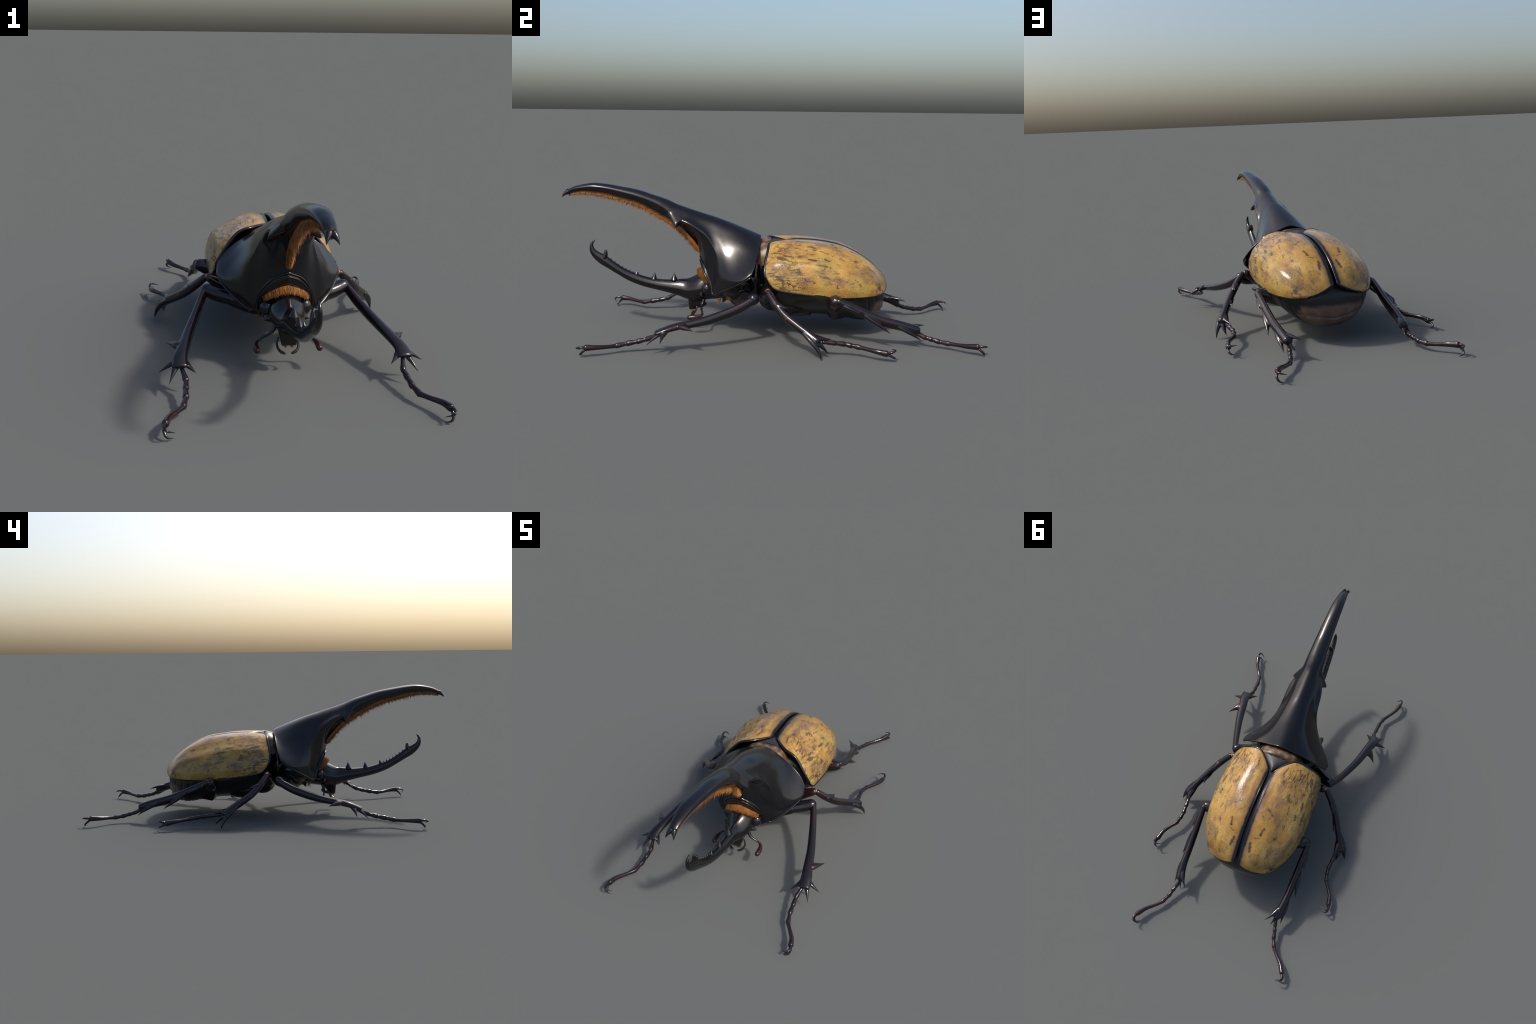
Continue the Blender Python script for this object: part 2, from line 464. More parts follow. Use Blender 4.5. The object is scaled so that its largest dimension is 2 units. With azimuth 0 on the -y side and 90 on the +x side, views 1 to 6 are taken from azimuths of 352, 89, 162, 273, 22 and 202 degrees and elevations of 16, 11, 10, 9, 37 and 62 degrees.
def split_by(ob, name, test, mat, parent):
    """Move the faces that pass test into a child object; both keep the whole body's normals."""
    me = ob.data
    vn = {tuple(round(c, 6) for c in v.co): tuple(v.normal) for v in me.vertices}
    V = [tuple(v.co) for v in me.vertices]
    parts = ([], [])
    for p in me.polygons:
        parts[1 if test(p.center) else 0].append(tuple(p.vertices))
    res = []
    for fs, nm, mt in ((parts[0], ob.name, me.materials[0]), (parts[1], name, mat)):
        used = sorted({i for f in fs for i in f}); idx = {a: b for b, a in enumerate(used)}
        m2 = bpy.data.meshes.new(nm)
        m2.from_pydata([V[i] for i in used], [], [tuple(idx[i] for i in f) for f in fs])
        for p in m2.polygons: p.use_smooth = True
        m2.normals_split_custom_set_from_vertices([vn[tuple(round(c, 6) for c in V[i])] for i in used])
        m2.materials.append(mt); res.append(m2)
    ob.data = res[0]; bpy.data.meshes.remove(me)
    o2 = bpy.data.objects.new(name, res[1]); COL.objects.link(o2); o2.parent = parent
    return o2

horn = split_by(skin, "thoracic_horn", lambda c: c.y < -.425 and c.z > .475 + (c.y + .425) * -.25, HORN, root)

# side teeth and tip prongs of the horn
for s in (1, -1):
    g = Geo()
    g.add(*spike((s * .0055, -.974, .688), (s * .0185, -1.003, .663), .0140, (s * .0015, -.002, .002), flare=1.1))
    new_obj("horn_prong", g.v, g.f, HORN, horn, weld=1e-6)

# rolled rim along the lower edge and the arch over the head
edge = catmull(np.array([r[-1] for r in rows[:8]]), 6)
full_edge = np.vstack([edge, (edge[-2::-1] * A(-1, 1, 1))])
g = Geo(); g.add(*tube(full_edge[::2], np.full(len(full_edge[::2]), .0050), n=2, seg=10))
new_obj("pronotum_rim", g.v, g.f, BLACK, skin, weld=1e-6)
def arc(pts, n=10):
    c = catmull(np.array(pts), n)
    return np.vstack([c, c[-2::-1] * A(-1, 1, 1)])
outer = arc([(.110, -.272, .204), (.108, -.277, .258), (.086, -.302, .307), (.048, -.322, .350), (0, -.335, .370)])
inner = arc([(.096, -.272, .210), (.095, -.282, .250), (.072, -.306, .283), (.038, -.320, .312), (0, -.326, .328)])
V = []
for q in (outer + A(0, .004, .003), outer * .65 + inner * .35 + A(0, -.006, -.003), outer * .35 + inner * .65 + A(0, -.004, -.003), inner, inner + A(0, .03, -.006)):
    V.append(q)
V = dense_net(np.array(V), 4, 1)
new_obj("neck_collar", V.reshape(-1, 3), grid_faces(*V.shape[:2]), BLACK, skin)
g = Geo(); g.add(*tube(outer[::3], np.full(len(outer[::3]), .0042), n=3, seg=10)); g.add(*tube((outer * .72 + inner * .28 + A(0, -.005, 0))[::3], np.full(len(outer[::3]), .0040), n=3, seg=10))
g.add(*tube(inner[::3], np.full(len(inner[::3]), .0035), n=3, seg=10))
new_obj("collar_ridge", g.v, g.f, BLACK, skin, weld=1e-6)
back = np.array([r for r in rows[0][:6]]); back = np.vstack([back[:0:-1] * A(-1, 1, 1), back])
g = Geo(); g.add(*tube(back + A(0, -.001, -.004), np.full(len(back), .0045), n=6, seg=8))
new_obj("pronotum_rim", g.v, g.f, BLACK, skin, weld=1e-6)

# ---- underside of the thorax
g = Geo()
g.add(*ellipsoid((0, -.155, .265), (.185, .145, .095)))
g.add(*ellipsoid((0, -.060, .290), (.150, .075, .130)))
for s in (1, -1):
    g.add(*tube([(s * .04, -.16, .20), (s * .10, -.14, .19), (s * .19, -.11, .205)], [.05, .045, .032], seg=14))
    g.add(*spike((s * .07, -.20, .20), (s * .075, -.225, .145), .03))
    g.add(*spike((s * .10, -.23, .215), (s * .085, -.270, .170), .03))
g.add(*spike((0, -.18, .20), (0, -.20, .145), .03))
th = blend(g, .006, 3)
new_obj("thorax", th.v, th.f, BLACK, root)

# ---- head with its upcurved horn: one skin lofted along y
def ring(half, w, zt, zb, y, n=18, tilt=0.0, pw=2.2, crest=0.0):
    a = np.linspace(0, 2 * math.pi, n, endpoint=False) + math.pi / 2
    ca, sa = np.cos(a), np.sin(a)
    X = np.sign(ca) * abs(ca) ** (2 / pw) * w
    Z = np.sign(sa) * abs(sa) ** (2 / pw)
    zc, h = (zt + zb) / 2, (zt - zb) / 2
    Zw = zc + Z * h
    X = X * (1 - crest * np.clip(Z, 0, 1))
    return np.stack([X, y + tilt * Z, Zw], 1)

# (upper y, upper z, lower y, lower z, half width, roundness, crest)
hd = [
    (-.215, .290, -.215, .165, .066, 2.3, 0), (-.262, .300, -.260, .160, .068, 2.3, 0), (-.305, .298, -.300, .155, .066, 2.2, .1),
    (-.345, .286, -.345, .150, .068, 2.1, .25), (-.394, .262, -.400, .155, .048, 2.0, .35), (-.430, .258, -.440, .170, .036, 2.0, .3),
    (-.484, .254, -.495, .187, .030, 2.0, .2), (-.545, .257, -.560, .203, .026, 2.0, .15), (-.605, .268, -.625, .220, .0235, 2, .1),
    (-.665, .288, -.690, .246, .0215, 2, .1), (-.715, .311, -.745, .278, .0195, 2, .1), (-.765, .345, -.795, .309, .018, 2, .1),
    (-.800, .372, -.830, .330, .0165, 2, .1), (-.828, .386, -.858, .355, .0145, 2, 0), (-.847, .397, -.876, .382, .012, 2, 0),
    (-.859, .412, -.881, .405, .0095, 2, 0), (-.862, .430, -.878, .428, .0068, 2, 0), (-.855, .443, -.866, .444, .004, 2, 0),
]
n = 24
a = np.linspace(0, 2 * math.pi, n, endpoint=False) + math.pi / 2
ctrl = []
for (yu, zu, yl, zl, w, pw, cr) in hd:
    ca, sa = np.cos(a), np.sin(a)
    X = np.sign(ca) * abs(ca) ** (2 / pw) * w; S = np.sign(sa) * abs(sa) ** (2 / pw)
    X = X * (1 - cr * np.clip(S, 0, 1))
    t = (S + 1) / 2
    ctrl.append(np.stack([X, yl + (yu - yl) * t, zl + (zu - zl) * t], 1))
ctrl = np.array(ctrl)
D = np.stack([catmull(ctrl[:, j], 7) for j in range(n)], axis=1)
R = len(D); V = D.reshape(-1, 3).tolist(); F = grid_faces(R, n, True)
V.append((0, -.852, .452)); F += [((R - 1) * n + j, (R - 1) * n + (j + 1) % n, len(V) - 1) for j in range(n)]
head = new_obj("head", V, F, BLACK, root, weld=1e-6)
chorn = split_by(head, "head_horn", lambda c: c.y < -.405, BLACK, root)
for (b, t, r) in (((0, -.466, .250), (0, -.464, .288), .020), ((0, -.566, .253), (0, -.561, .289), .0175), ((0, -.652, .278), (0, -.646, .300), .012)):
    g = Geo(); g.add(*spike(b, t, r, flare=1.1)); new_obj("horn_tooth", g.v, g.f, BLACK, chorn, weld=1e-6)
for s in (1, -1):
    g = Geo(); g.add(*tube([(s * .003, -.808, .360), (s * .005, -.803, .380), (s * .006, -.802, .396)], [.014, .010, .006], seg=10))
    new_obj("horn_tooth", g.v, g.f, BLACK, chorn, weld=1e-6)
g = Geo()
for i in range(7):
    y0 = -.67 - .018 * i
    zz = np.interp(-y0, [.605, .665, .715, .765, .80], [.268, .288, .311, .345, .372])
    g.add(*spike((0, y0, zz - .004), (0, y0 + .004, zz + .005), .006))
new_obj("horn_crest", g.v, g.f, BLACK, chorn, weld=1e-6, kind="stuff")

# clypeus, cheek spikes
g = Geo()
cl = [[(-.046, -.345, .185), (.046, -.345, .185)], [(-.040, -.372, .160), (.040, -.372, .160)], [(-.030, -.388, .125), (.030, -.388, .125)], [(-.028, -.384, .107), (.028, -.384, .107)]]
bmv = []
def slab(top, bot, y_front_t, y_back_t, y_front_b, y_back_b, wt, wb, r=.006):
    """Rounded wedge-shaped plate."""
    bm = bmesh.new()
    vs = [bm.verts.new(p) for p in ((-wb, y_front_b, bot), (wb, y_front_b, bot), (wb * .8, y_back_b, bot), (-wb * .8, y_back_b, bot),
                                    (-wt, y_front_t, top), (wt, y_front_t, top), (wt, y_back_t, top), (-wt, y_back_t, top))]
    for q in ((0, 1, 2, 3), (7, 6, 5, 4), (0, 4, 5, 1), (1, 5, 6, 2), (2, 6, 7, 3), (3, 7, 4, 0)):
        bm.faces.new([vs[i] for i in q])
    bmesh.ops.bevel(bm, geom=list(bm.edges), offset=r, segments=3, affect='EDGES', profile=.5)
    bm.verts.ensure_lookup_table(); bm.verts.index_update()
    V = [tuple(v.co) for v in bm.verts]; F = [tuple(v.index for v in f.verts) for f in bm.faces]; bm.free()
    return V, F
g.add(*slab(.190, .107, -.395, -.300, -.390, -.355, .046, .029))
new_obj("clypeus", g.v, g.f, BLACK, head)
for s in (1, -1):
    g = Geo(); g.add(*spike((s * .055, -.325, .195), (s * .088, -.322, .187), .018, flare=1.0)); new_obj("cheek", g.v, g.f, BLACK, head, weld=1e-6)
    g = Geo(); g.add(*ellipsoid((s * .071, -.297, .226), (.029, .0255, .031))); new_obj("eye", g.v, g.f, EYE, head, weld=1e-6)
    g = Geo(); g.add(*tube([(s * .040, -.315, .165), (s * .052, -.323, .141), (s * .070, -.325, .128), (s * .090, -.322, .117), (s * .104, -.318, .104)], [.009, .0075, .0055, .005, .006], seg=10))
    ant = new_obj("antenna", g.v, g.f, LEG, head, weld=1e-6)
    g = Geo(); g.add(*tube([(s * .104, -.318, .104), (s * .113, -.330, .096), (s * .118, -.355, .092), (s * .117, -.383, .090)], [.006, .009, .0125, .0120], seg=14))
    new_obj("antenna_club", g.v, g.f, CLUB, ant, weld=1e-6)
    g = Geo(); g.add(*tube([(s * .034, -.350, .125), (s * .041, -.357, .104), (s * .036, -.370, .086), (s * .024, -.378, .077), (s * .013, -.382, .074)], [.004, .0045, .005, .0058, .0045], seg=10))
    new_obj("palp", g.v, g.f, LEG, head, weld=1e-6)

# ---- hair fringes
def strands(bases, tips, r, curve=0.15, seg=3):
    g = Geo()
    for b, t in zip(bases, tips):
        d = t - b; L = np.linalg.norm(d)
        sag = rng.normal(0, curve * L, 3)
        P = [b, b + d * .55 + sag * .4, t + sag * .6]
        T = d / (L + 1e-9); S = np.cross(T, (0.3, .5, .8)); S /= np.linalg.norm(S) + 1e-9; U = np.cross(T, S)
        V = []
        for q, rr in ((P[0], r), (P[1], r * .75)):
            for k in range(seg):
                an = 2 * math.pi * k / seg
                V.append(q + rr * (math.cos(an) * S + math.sin(an) * U))
        V.append(P[2]); F = []
        for k in range(seg):
            m = (k + 1) % seg
            F.append((k, m, seg + m, seg + k)); F.append((seg + k, seg + m, 2 * seg))
        g.add(V, F)
    return g

under = np.array([(-.331, .400), (-.348, .425), (-.378, .465), (-.432, .520), (-.532, .586), (-.628, .636), (-.720, .665), (-.790, .684), (-.850, .692), (-.908, .693), (-.949, .686), (-.975, .677)])
U2 = catmull(under, 12)
nrm = np.gradient(U2, axis=0); nrm = np.stack([nrm[:, 1], -nrm[:, 0]], 1); nrm /= np.linalg.norm(nrm, axis=1)[:, None]
if nrm[len(nrm) // 2, 1] > 0: nrm = -nrm
s01 = np.linspace(0, 1, len(U2))
wid = np.interp(s01, [0, .15, .4, .8, 1], [.009, .013, .0155, .0125, .007])
lng = np.interp(s01, [0, .1, .35, .6, .85, 1], [.014, .026, .033, .030, .019, .010])
# solid inner pad of the brush
V, F = [], []
prof = [(-1, -.1), (-.95, .45), (-.5, .62), (0, .66), (.5, .62), (.95, .45), (1, -.1)]
for i in range(len(U2)):
    for px, pd in prof:
        q = U2[i] + nrm[i] * lng[i] * pd
        V.append((px * wid[i], q[0], q[1]))
F = grid_faces(len(U2), len(prof))
new_obj("horn_brush_pad", V, F, HAIRBASE, horn)
N = 9000
ui = rng.uniform(0, len(U2) - 1.001, N); i0 = ui.astype(int); fr = ui - i0
def lerp(Q): return Q[i0] * (1 - fr)[:, None] + Q[i0 + 1] * fr[:, None] if Q.ndim > 1 else Q[i0] * (1 - fr) + Q[i0 + 1] * fr
b2, n2, w1, l1 = lerp(U2), lerp(nrm), lerp(wid), lerp(lng)
sx = rng.uniform(-1, 1, N)
tuft = .86 + .16 * np.sin(ui * 3.3 + np.sin(ui * .9) * 2) 
tang = np.stack([n2[:, 1], -n2[:, 0]], 1)
base3 = np.stack([sx * w1, b2[:, 0] + n2[:, 0] * l1 * .2, b2[:, 1] + n2[:, 1] * l1 * .2], 1)
L = l1 * tuft * np.where(rng.uniform(0, 1, N) < .12, rng.uniform(1.1, 1.55, N), rng.uniform(.70, 1.05, N))
lean = rng.normal(.0, .10, N)
tip3 = np.stack([sx * w1 * 1.05 + rng.normal(0, .002, N), b2[:, 0] + n2[:, 0] * L + tang[:, 0] * lean * L, b2[:, 1] + n2[:, 1] * L + tang[:, 1] * lean * L], 1)
hg = strands(base3, tip3, .0007, curve=.08)
new_obj("horn_brush", hg.v, hg.f, HAIR, horn, smooth=False, kind="stuff")

# fringe between pronotum arch and head
fr_base = arc([(.086, -.284, .272), (.068, -.302, .290), (.036, -.316, .308), (0, -.321, .318)])
fr_tip = arc([(.083, -.309, .258), (.066, -.329, .271), (.035, -.344, .288), (0, -.351, .297)])
V = []
mid = (fr_base + fr_tip) / 2 + A(0, 0, .006)
P3 = [fr_base + A(0, .01, -.012), fr_base + A(0, 0, .002), mid, fr_tip * .4 + fr_base * .6 + A(0, 0, -.02)]
for i in range(len(fr_base)):
    for q in P3: V.append(q[i])
new_obj("neck_fringe_pad", V, grid_faces(len(fr_base), 4), HAIRBASE, head)
N = 4500
ui = rng.uniform(0, len(fr_base) - 1.001, N); i0 = ui.astype(int); fr = ui - i0
b3 = lerp(fr_base); t3 = lerp(fr_tip)
b3 = b3 + rng.normal(0, .0022, (N, 3)) + A(0, 0, .001)
gap = 1 - .35 * (np.abs(((ui * 1.0) % 8.5) - 4.25) < .35)
t3 = b3 + (t3 - b3) * (rng.uniform(.55, 1.15, N) * gap)[:, None] + rng.normal(0, .0022, (N, 3)) + A(0, 0, .005)
hg = strands(b3, t3, .0009)
new_obj("neck_fringe", hg.v, hg.f, HAIR, head, smooth=False, kind="stuff")
# mouth bristles
N = 260
sx = np.where(rng.uniform(0, 1, N) < .5, -1, 1) * rng.uniform(.003, .024, N)
b3 = np.stack([sx, rng.uniform(-.382, -.362, N), np.full(N, .112)], 1)
t3 = b3 + np.stack([rng.normal(0, .003, N), rng.normal(0, .003, N), -.004 - .014 * np.clip(1 - abs(abs(sx) - .013) / .012, 0, 1)], 1)
hg = strands(b3, t3, .0012)
new_obj("mouth_bristle", hg.v, hg.f, HAIR, head, smooth=False, kind="stuff")
# small tufts in the folds under the thorax
N = 90
pick = rng.integers(0, 4, N)
cen = np.array([(.085, -.235, .180), (-.085, -.235, .180), (.12, -.185, .196), (-.12, -.185, .196)])[pick]
b3 = cen + rng.normal(0, .006, (N, 3)); t3 = b3 + np.stack([np.sign(cen[:, 0]) * .010 + rng.normal(0, .003, N), rng.normal(-.004, .004, N), rng.normal(-.014, .004, N)], 1)
hg = strands(b3, t3, .0011)
new_obj("thorax_bristle", hg.v, hg.f, HAIR, root, smooth=False, kind="stuff")
# ---- wing cases
wc = [
    [(.014, .098, .452), (.050, .052, .460), (.100, .008, .462), (.155, .000, .441), (.210, -.016, .374), (.238, -.014, .325), (.238, .000, .296)],
    [(.013, .122, .459), (.055, .090, .468), (.108, .060, .463), (.167, .050, .433), (.231, .040, .384), (.254, .035, .305), (.250, .035, .263)],
    [(.012, .170, .463), (.060, .160, .468), (.118, .150, .460), (.174, .145, .427), (.234, .140, .381), (.260, .140, .298), (.257, .140, .244)],
    [(.012, .250, .459), (.060, .250, .459), (.122, .250, .451), (.182, .250, .415), (.240, .250, .373), (.262, .250, .285), (.257, .250, .233)],
    [(.012, .350, .438), (.060, .350, .442), (.122, .350, .424), (.176, .350, .389), (.231, .350, .348), (.257, .350, .270), (.251, .350, .224)],
    [(.012, .440, .400), (.055, .440, .401), (.110, .440, .393), (.160, .440, .362), (.213, .440, .327), (.234, .440, .262), (.228, .440, .222)],
    [(.012, .510, .352), (.050, .510, .353), (.097, .510, .347), (.150, .512, .319), (.185, .512, .293), (.198, .508, .244), (.196, .506, .222)],
    [(.012, .553, .312), (.045, .555, .308), (.085, .557, .295), (.120, .556, .275), (.147, .553, .255), (.165, .550, .240), (.165, .545, .226)],
    [(.013, .576, .284), (.035, .581, .271), (.060, .582, .258), (.085, .579, .247), (.108, .573, .239), (.128, .566, .233), (.134, .560, .226)],
]
D = dense_net(wc, 10, 8)
R, C, _ = D.shape
def inward(D, d):
    Du = np.gradient(D, axis=0); Dv = np.gradient(D, axis=1)
    nn = np.cross(Du, Dv); nn /= np.linalg.norm(nn, axis=2)[..., None] + 1e-9
    if nn[R // 2, C // 3, 2] < 0: nn = -nn
    return D - nn * d
for s in (1, -1):
    g = Geo()
    top = D.copy(); low = inward(D, .009)
    # roll the outline down into the thickness of the case
    border = [(i, 0) for i in range(R)] + [(R - 1, j) for j in range(1, C)] + [(i, C - 1) for i in range(R - 2, -1, -1)] + [(0, j) for j in range(C - 2, 0, -1)]
    V = top.reshape(-1, 3).tolist(); F = grid_faces(R, C)
    o = len(V); V += [low[i, j] for i, j in border]
    m = len(border)
    for k in range(m):
        k2 = (k + 1) % m
        a0 = border[k][0] * C + border[k][1]; a1 = border[k2][0] * C + border[k2][1]
        F.append((a0, a1, o + k2, o + k))
    V = [(s * x, y, z) for x, y, z in V]
    case = new_obj("wing_case", V, F, WING, root)
    # dark raised margin: seam, front edge, lower and rear edge
    loop = np.array([top[i, j] * .5 + low[i, j] * .5 for i, j in border]) * A(s, 1, 1)
    g = Geo()
    step = 4
    lp = loop[::step]
    g.add(*tube(np.vstack([lp, lp[:1]]), np.interp(np.linspace(0, 1, len(lp) + 1), [0, .70, .74, .98, 1], [.0052, .0055, .0075, .0075, .0052]), n=3, seg=8, caps=False))
    new_obj("wing_case_margin", g.v, g.f, BLACK, case, weld=1e-6)

# scutellum and the tan collar in front of it
sc = [[(-.082, .006, .450), (-.045, .018, .460), (0, .022, .464), (.045, .018, .460), (.082, .006, .450)],
      [(-.055, .040, .450), (-.028, .044, .459), (0, .046, .462), (.028, .044, .459), (.055, .040, .450)],
      [(-.024, .072, .450), (-.012, .073, .457), (0, .074, .460), (.012, .073, .457), (.024, .072, .450)],
      [(-.005, .096, .449), (-.003, .097, .453), (0, .098, .454), (.003, .097, .453), (.005, .096, .449)]]
D2 = dense_net(sc, 6, 6)
new_obj("scutellum", D2.reshape(-1, 3).tolist(), grid_faces(*D2.shape[:2]), SCUT, root)
tc = []
for (y, dz) in ((-.062, -.03), (-.034, -.010), (-.008, -.001), (.014, -.003), (.030, -.03)):
    tc.append([(x, y + .12 * abs(x) * 0 + yy, z + dz) for x, yy, z in ((-.122, .004, .360), (-.116, 0, .402), (-.092, 0, .442), (-.05, 0, .464), (0, 0, .470), (.05, 0, .464), (.092, 0, .442), (.116, 0, .402), (.122, .004, .360))])
D2 = dense_net(tc, 6, 5)
new_obj("neck_band", D2.reshape(-1, 3).tolist(), grid_faces(*D2.shape[:2]), TAN, root)

# ---- belly: closed loft under the wing cases
bl = [  # y, half width, top z, side z, bottom z
    (-.020, .110, .430, .290, .150), (.005, .160, .435, .280, .138), (.040, .215, .435, .262, .120), (.110, .247, .44, .247, .108), (.200, .258, .44, .234, .094),
    (.290, .256, .43, .226, .088), (.370, .244, .41, .220, .076), (.445, .213, .38, .218, .066), (.495, .178, .34, .216, .068), (.530, .148, .295, .212, .078), (.552, .124, .262, .208, .094), (.565, .096, .240, .203, .116), (.571, .052, .220, .196, .142)]
V = []
n = 72
for (y, w, zt, zs, zb) in bl:
    for k in range(n):
        an = 2 * math.pi * k / n
        x = math.cos(an); zq = math.sin(an)
        pw = 2.3 if zq > 0 else (1.55 if y < .36 else min(2.3, 1.55 + (y - .36) * 6))
        xx = w * math.copysign(abs(x) ** (2 / pw), x)
        q = math.copysign(abs(zq) ** (2 / pw), zq)
        z = zs + (q * (zt - zs) if q > 0 else q * (zs - zb))
        V.append((xx, y, z))
ctrl = np.array(V).reshape(len(bl), n, 3)
D3 = np.stack([catmull(ctrl[:, j], 16) for j in range(n)], axis=1)
for y0, dep in ((.345, .014), (.395, .014), (.440, .016), (.482, .018), (.522, .022), (.556, .026)):
    yy = D3[..., 1] + .10 * (D3[..., 2] - .15)
    w = dep * np.exp(-((yy - y0) / .0045) ** 2) * (D3[..., 2] < .23)
    D3[..., 0] *= 1 - w; D3[..., 2] += w * (.23 - D3[..., 2])
line = .120 + .16 * np.abs(D3[..., 0])  # fold across the tail plate
w = np.exp(-((D3[..., 2] - line) / .0055) ** 2) * np.clip((D3[..., 1] - .49) / .04, 0, 1)
D3[..., 1] -= .007 * w; D3[..., 0] *= 1 - .03 * w
V = D3.reshape(-1, 3).tolist(); F = grid_faces(len(D3), n, True)
V += [(0, -.025, .3), (0, .573, .175)]
F += [(j, (j + 1) % n, len(V) - 2) for j in range(n)] + [((len(D3) - 1) * n + j, (len(D3) - 1) * n + (j + 1) % n, len(V) - 1) for j in range(n)]
belly = new_obj("abdomen", V, F, BELLY, root, weld=1e-6)
pyg = split_by(belly, "pygidium", lambda c: c.y > .4451, PYGID, root)

# plates: metasternal keels, hind coxae
g = Geo()
for s in (1, -1):
    g.add(*ellipsoid((s * .065, .15, .150), (.100, .105, .056)))
    g.add(*ellipsoid((s * .10, .03, .200), (.085, .080, .075)))
    g.add(*spike((s * .07, .19, .14), (s * .076, .212, .092), .06, flare=1))
mt = blend(g, .006, 4)
new_obj("metathorax", mt.v, mt.f, BLACK, root)

# ------------------------------------------------------------------ legs
def make_leg(s, spec):
    S = A(s, 1, 1)
    g = Geo()
    fem, fr_ = spec["femur"]
    g.add(*tube(np.array(fem), fr_, seg=18, n=6))
    if "plate" in spec:
        g.add(*hull(spec["plate"]))
    g = blend(g, .0045, 3)
    if s < 0: g = g.mirrored()
    leg = new_obj("leg", g.v, g.f, LEG, root)
    k, kd = A(*spec["tibia"][0][0]), A(*spec["tibia"][0][1])
    # membrane ring at the knee
    f2 = A(*fem[-1]); d = (k - f2); 
    g = Geo(); g.add(*ellipsoid(k * .5 + f2 * .5, spec["mem"]))
    if s < 0: g = g.mirrored()
    new_obj("joint_membrane", g.v, g.f, MEMBRANE, leg, weld=1e-6)
    g = Geo()
    g.add(*tube(np.array(spec["tibia"][0]), spec["tibia"][1], n=8, seg=20))
    for sp in spec["spines"]:
        g.add(*thorn(*sp))
    g = blend(g, .0022, 5)
    if s < 0: g = g.mirrored()
    new_obj("tibia", g.v, g.f, LEG, leg)
    # tarsus: four short beads and a long last joint
    J = [A(*q) for q in spec["tarsus"]]
    g = Geo()
    for i in range(4):
        a0, b0 = J[i], J[i + 1]
        d = b0 - a0
        w = spec["bead"][i]
        g.add(*tube([a0 - d * .08, a0 + d * .3, a0 + d * .72, a0 + d * .97], np.outer([.0084 * w, .0090 * w, .0110 * w, .0116 * w], [1, 1.12]), seg=12, n=4))
        T = d / np.linalg.norm(d)
        side = np.cross(T, (0, 0, 1)); side /= np.linalg.norm(side)
        for q in (1, -1):
            g.add(*spike(b0 - d * .3 + side * q * .004 - A(0, 0, .002), b0 + T * .003 + side * q * .006 - A(0, 0, .0115 * w), .0070, flare=1))
    L = np.array(J[4:])
    g.add(*tube(L, [(.0100, .0105), (.0088, .0094), (.0104, .0118), (.0128, .0150)], seg=14, n=5))
    b0 = J[-1]; d = J[-1] - J[-2]
    g.add(*spike(b0 - d * .35, b0 - d * .02 - A(0, 0, .016), .009, flare=1))
    g = blend(g, .0019, 2)
    if s < 0: g = g.mirrored()
    new_obj("tarsus", g.v, g.f, TARSUS, leg)
    for (m1, m2, tip) in spec["claws"]:
        g = Geo(); g.add(*tube([b0 - d / np.linalg.norm(d) * .006, A(*m1), A(*m2), A(*tip)], [.0065, .0058, .0040, .0008], seg=10, n=6))
        if s < 0: g = g.mirrored()
        new_obj("claw", g.v, g.f, TARSUS, leg, weld=1e-6)

FRONT = dict(
    femur=([(.10, -.145, .205), (.17, -.115, .205), (.235, -.085, .212), (.281, -.065, .226)], [.036, .032, .031, .0280]),
    mem=(.014, .015, .0165),
    tibia=([(.292, -.074, .219), (.316, -.138, .187), (.342, -.218, .160), (.368, -.305, .139), (.391, -.406, .124), (.403, -.455, .113), (.407, -.503, .098)],
           [(.0155, .020), (.0170, .022), (.0185, .022), (.0210, .0200), (.0240, .0170), (.0265, .0150), (.0285, .0110)]),
    spines=[((.386, -.395, .126), (.417, -.382, .127), (.4510, -.3320, .1175), .0175),
            ((.408, -.462, .108), (.381, -.494, .0985), (.3480, -.5235, .0742), .0130),
            ((.406, -.460, .108), (.425, -.505, .090), (.4478, -.5465, .0465), .0115),
            ((.398, -.458, .109), (.437, -.474, .096), (.4835, -.4782, .0642), .0120)],
    tarsus=[(.3985, -.5050, .0830), (.3875, -.5477, .0620), (.3908, -.5896, .0515), (.3930, -.6356, .0427), (.4037, -.6840, .0345), (.4254, -.7185, .0360), (.4534, -.7671, .0410), (.4651, -.8082, .0430)],
    bead=(.95, 1.0, 1.05, 1.0),
    claws=[((.470, -.828, .046), (.462, -.850, .040), (.436, -.838, .026)), ((.470, -.822, .026), (.461, -.836, .010), (.441, -.831, .003))],
)
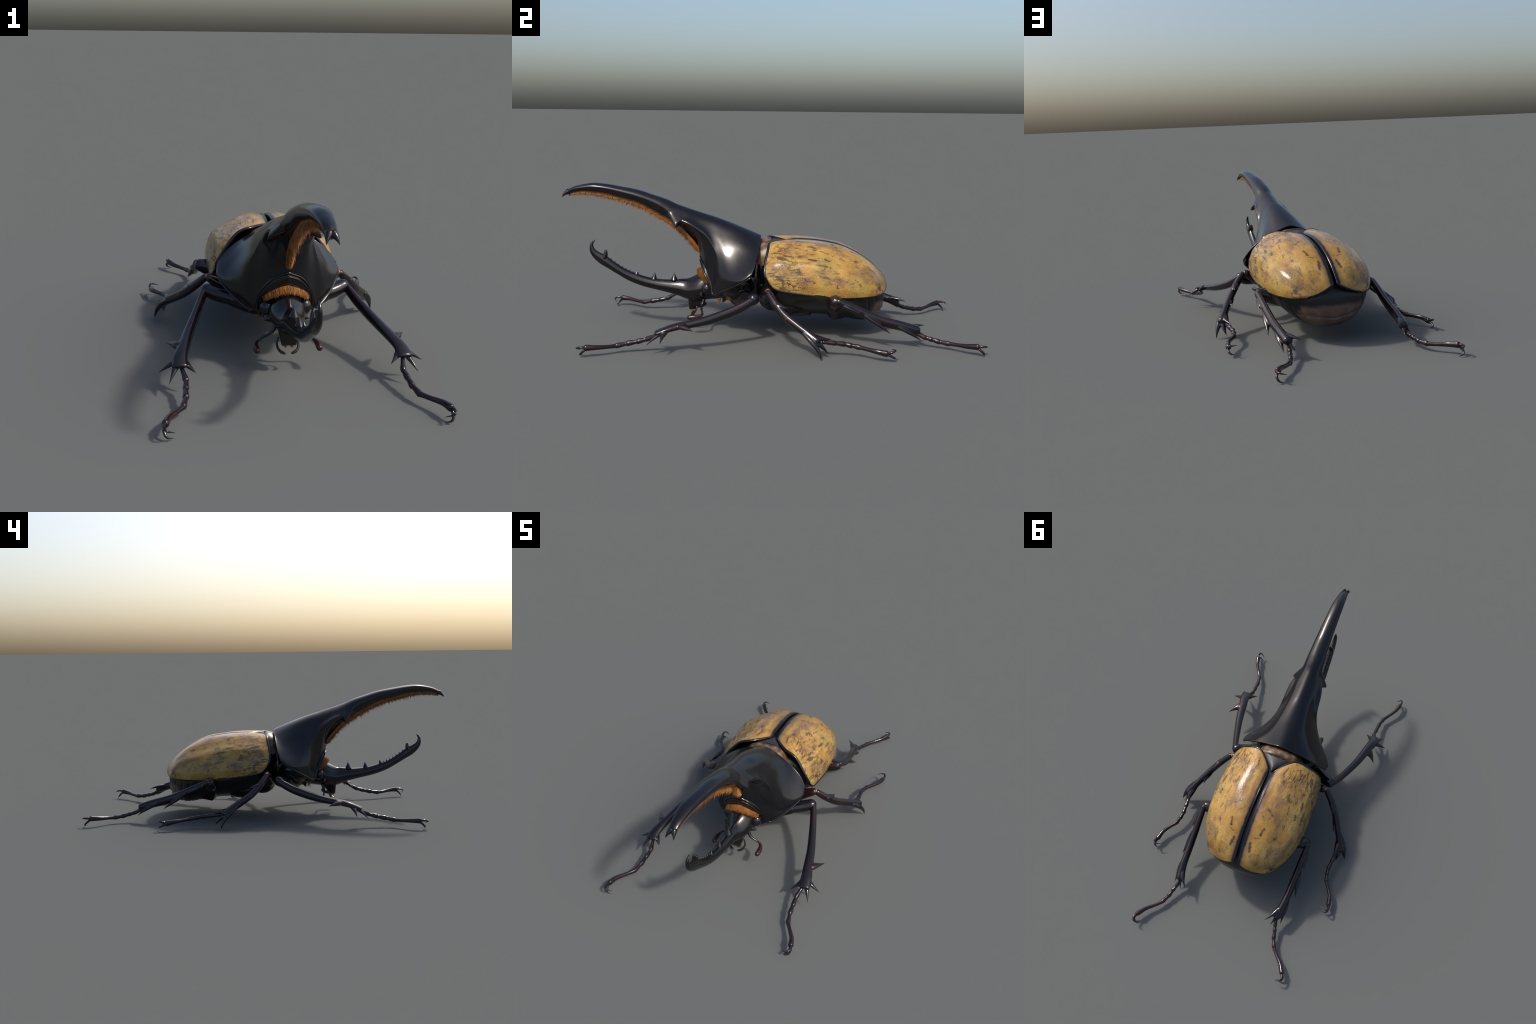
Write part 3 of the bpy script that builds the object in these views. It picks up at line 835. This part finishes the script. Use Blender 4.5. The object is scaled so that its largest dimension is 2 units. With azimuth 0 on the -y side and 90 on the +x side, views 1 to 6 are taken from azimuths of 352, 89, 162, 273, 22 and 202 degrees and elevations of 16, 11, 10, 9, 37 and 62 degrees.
MIDDLE = dict(
    femur=([(.10, -.010, .190), (.17, -.012, .205), (.225, -.006, .235), (.266, -.002, .258)], [.036, .031, .025, .020]),
    mem=(.0135, .0125, .0145),
    tibia=([(.281, .000, .258), (.300, .013, .238), (.325, .033, .212), (.364, .074, .170), (.400, .127, .134), (.430, .175, .105), (.455, .218, .079)],
           [(.0145, .0155), (.0160, .0175), (.0170, .0190), (.0175, .0195), (.0175, .0195), (.0180, .0195), (.0200, .0190)]),
    spines=[((.372, .080, .160), (.389, .125, .139), (.3835, .1615, .1325), .014),
            ((.322, .025, .216), (.348, .066, .206), (.3510, .0960, .1960), .013),
            ((.426, .165, .108), (.484, .225, .062), (.4895, .2355, .0010), .016),
            ((.436, .182, .098), (.461, .240, .060), (.4450, .2700, .0170), .015),
            ((.432, .175, .103), (.447, .240, .080), (.4250, .2865, .0785), .015)],
    tarsus=[(.4400, .2500, .0690), (.4350, .3000, .0640), (.4317, .3408, .0590), (.4361, .3736, .0530), (.4459, .4080, .0490), (.4707, .4434, .0465), (.4920, .4802, .0437), (.5023, .5233, .0370)],
    bead=(.95, 1.0, 1.0, 1.0),
    claws=[((.510, .545, .046), (.500, .562, .052), (.468, .550, .048)), ((.508, .545, .026), (.503, .560, .016), (.484, .563, .010))],
)
HIND = dict(
    femur=([(.09, .325, .160), (.17, .320, .180), (.24, .314, .203), (.288, .313, .217)], [.045, .040, .038, .027]),
    plate=[(.151, .265, .186), (.192, .262, .197), (.067, .271, .117), (.125, .318, .083), (.125, .381, .097), (.232, .335, .200), (.228, .268, .202), (.170, .352, .140), (.050, .340, .100), (.080, .270, .200), (.200, .300, .214), (.060, .360, .190)],
    mem=(.0155, .0145, .0175),
    tibia=([(.298, .324, .220), (.297, .391, .190), (.295, .460, .158), (.293, .538, .127), (.290, .612, .107), (.285, .655, .095), (.278, .697, .083)],
           [(.0150, .0180), (.0170, .0200), (.0180, .0215), (.0185, .0235), (.0190, .0235), (.0205, .0225), (.0230, .0210)]),
    spines=[((.301, .350, .202), (.316, .400, .182), (.3250, .4345, .1630), 0.0109),
            ((.298, .450, .158), (.317, .520, .112), (.3280, .5670, .0770), 0.0133),
            ((.291, .630, .103), (.263, .705, .104), (.2250, .7440, .0905), 0.0117),
            ((.288, .640, .098), (.276, .708, .072), (.2580, .7460, .0470), 0.0109),
            ((.293, .600, .106), (.306, .676, .072), (.3045, .7165, .0360), 0.0125)],
    tarsus=[(.2785, .7000, .0620), (.2850, .7388, .0478), (.2934, .7644, .0418), (.3025, .7993, .0330), (.3207, .8400, .0300), (.3480, .8726, .0325), (.3822, .9076, .0372), (.4090, .9500, .0427)],
    bead=(.9, .95, 1.0, 1.0),
    claws=[((.418, .970, .046), (.411, .991, .044), (.387, .995, .037)), ((.420, .968, .024), (.413, .982, .008), (.394, .978, .001))],
)
for spec in (FRONT, MIDDLE, HIND):
    for s in (1, -1):
        make_leg(s, spec)
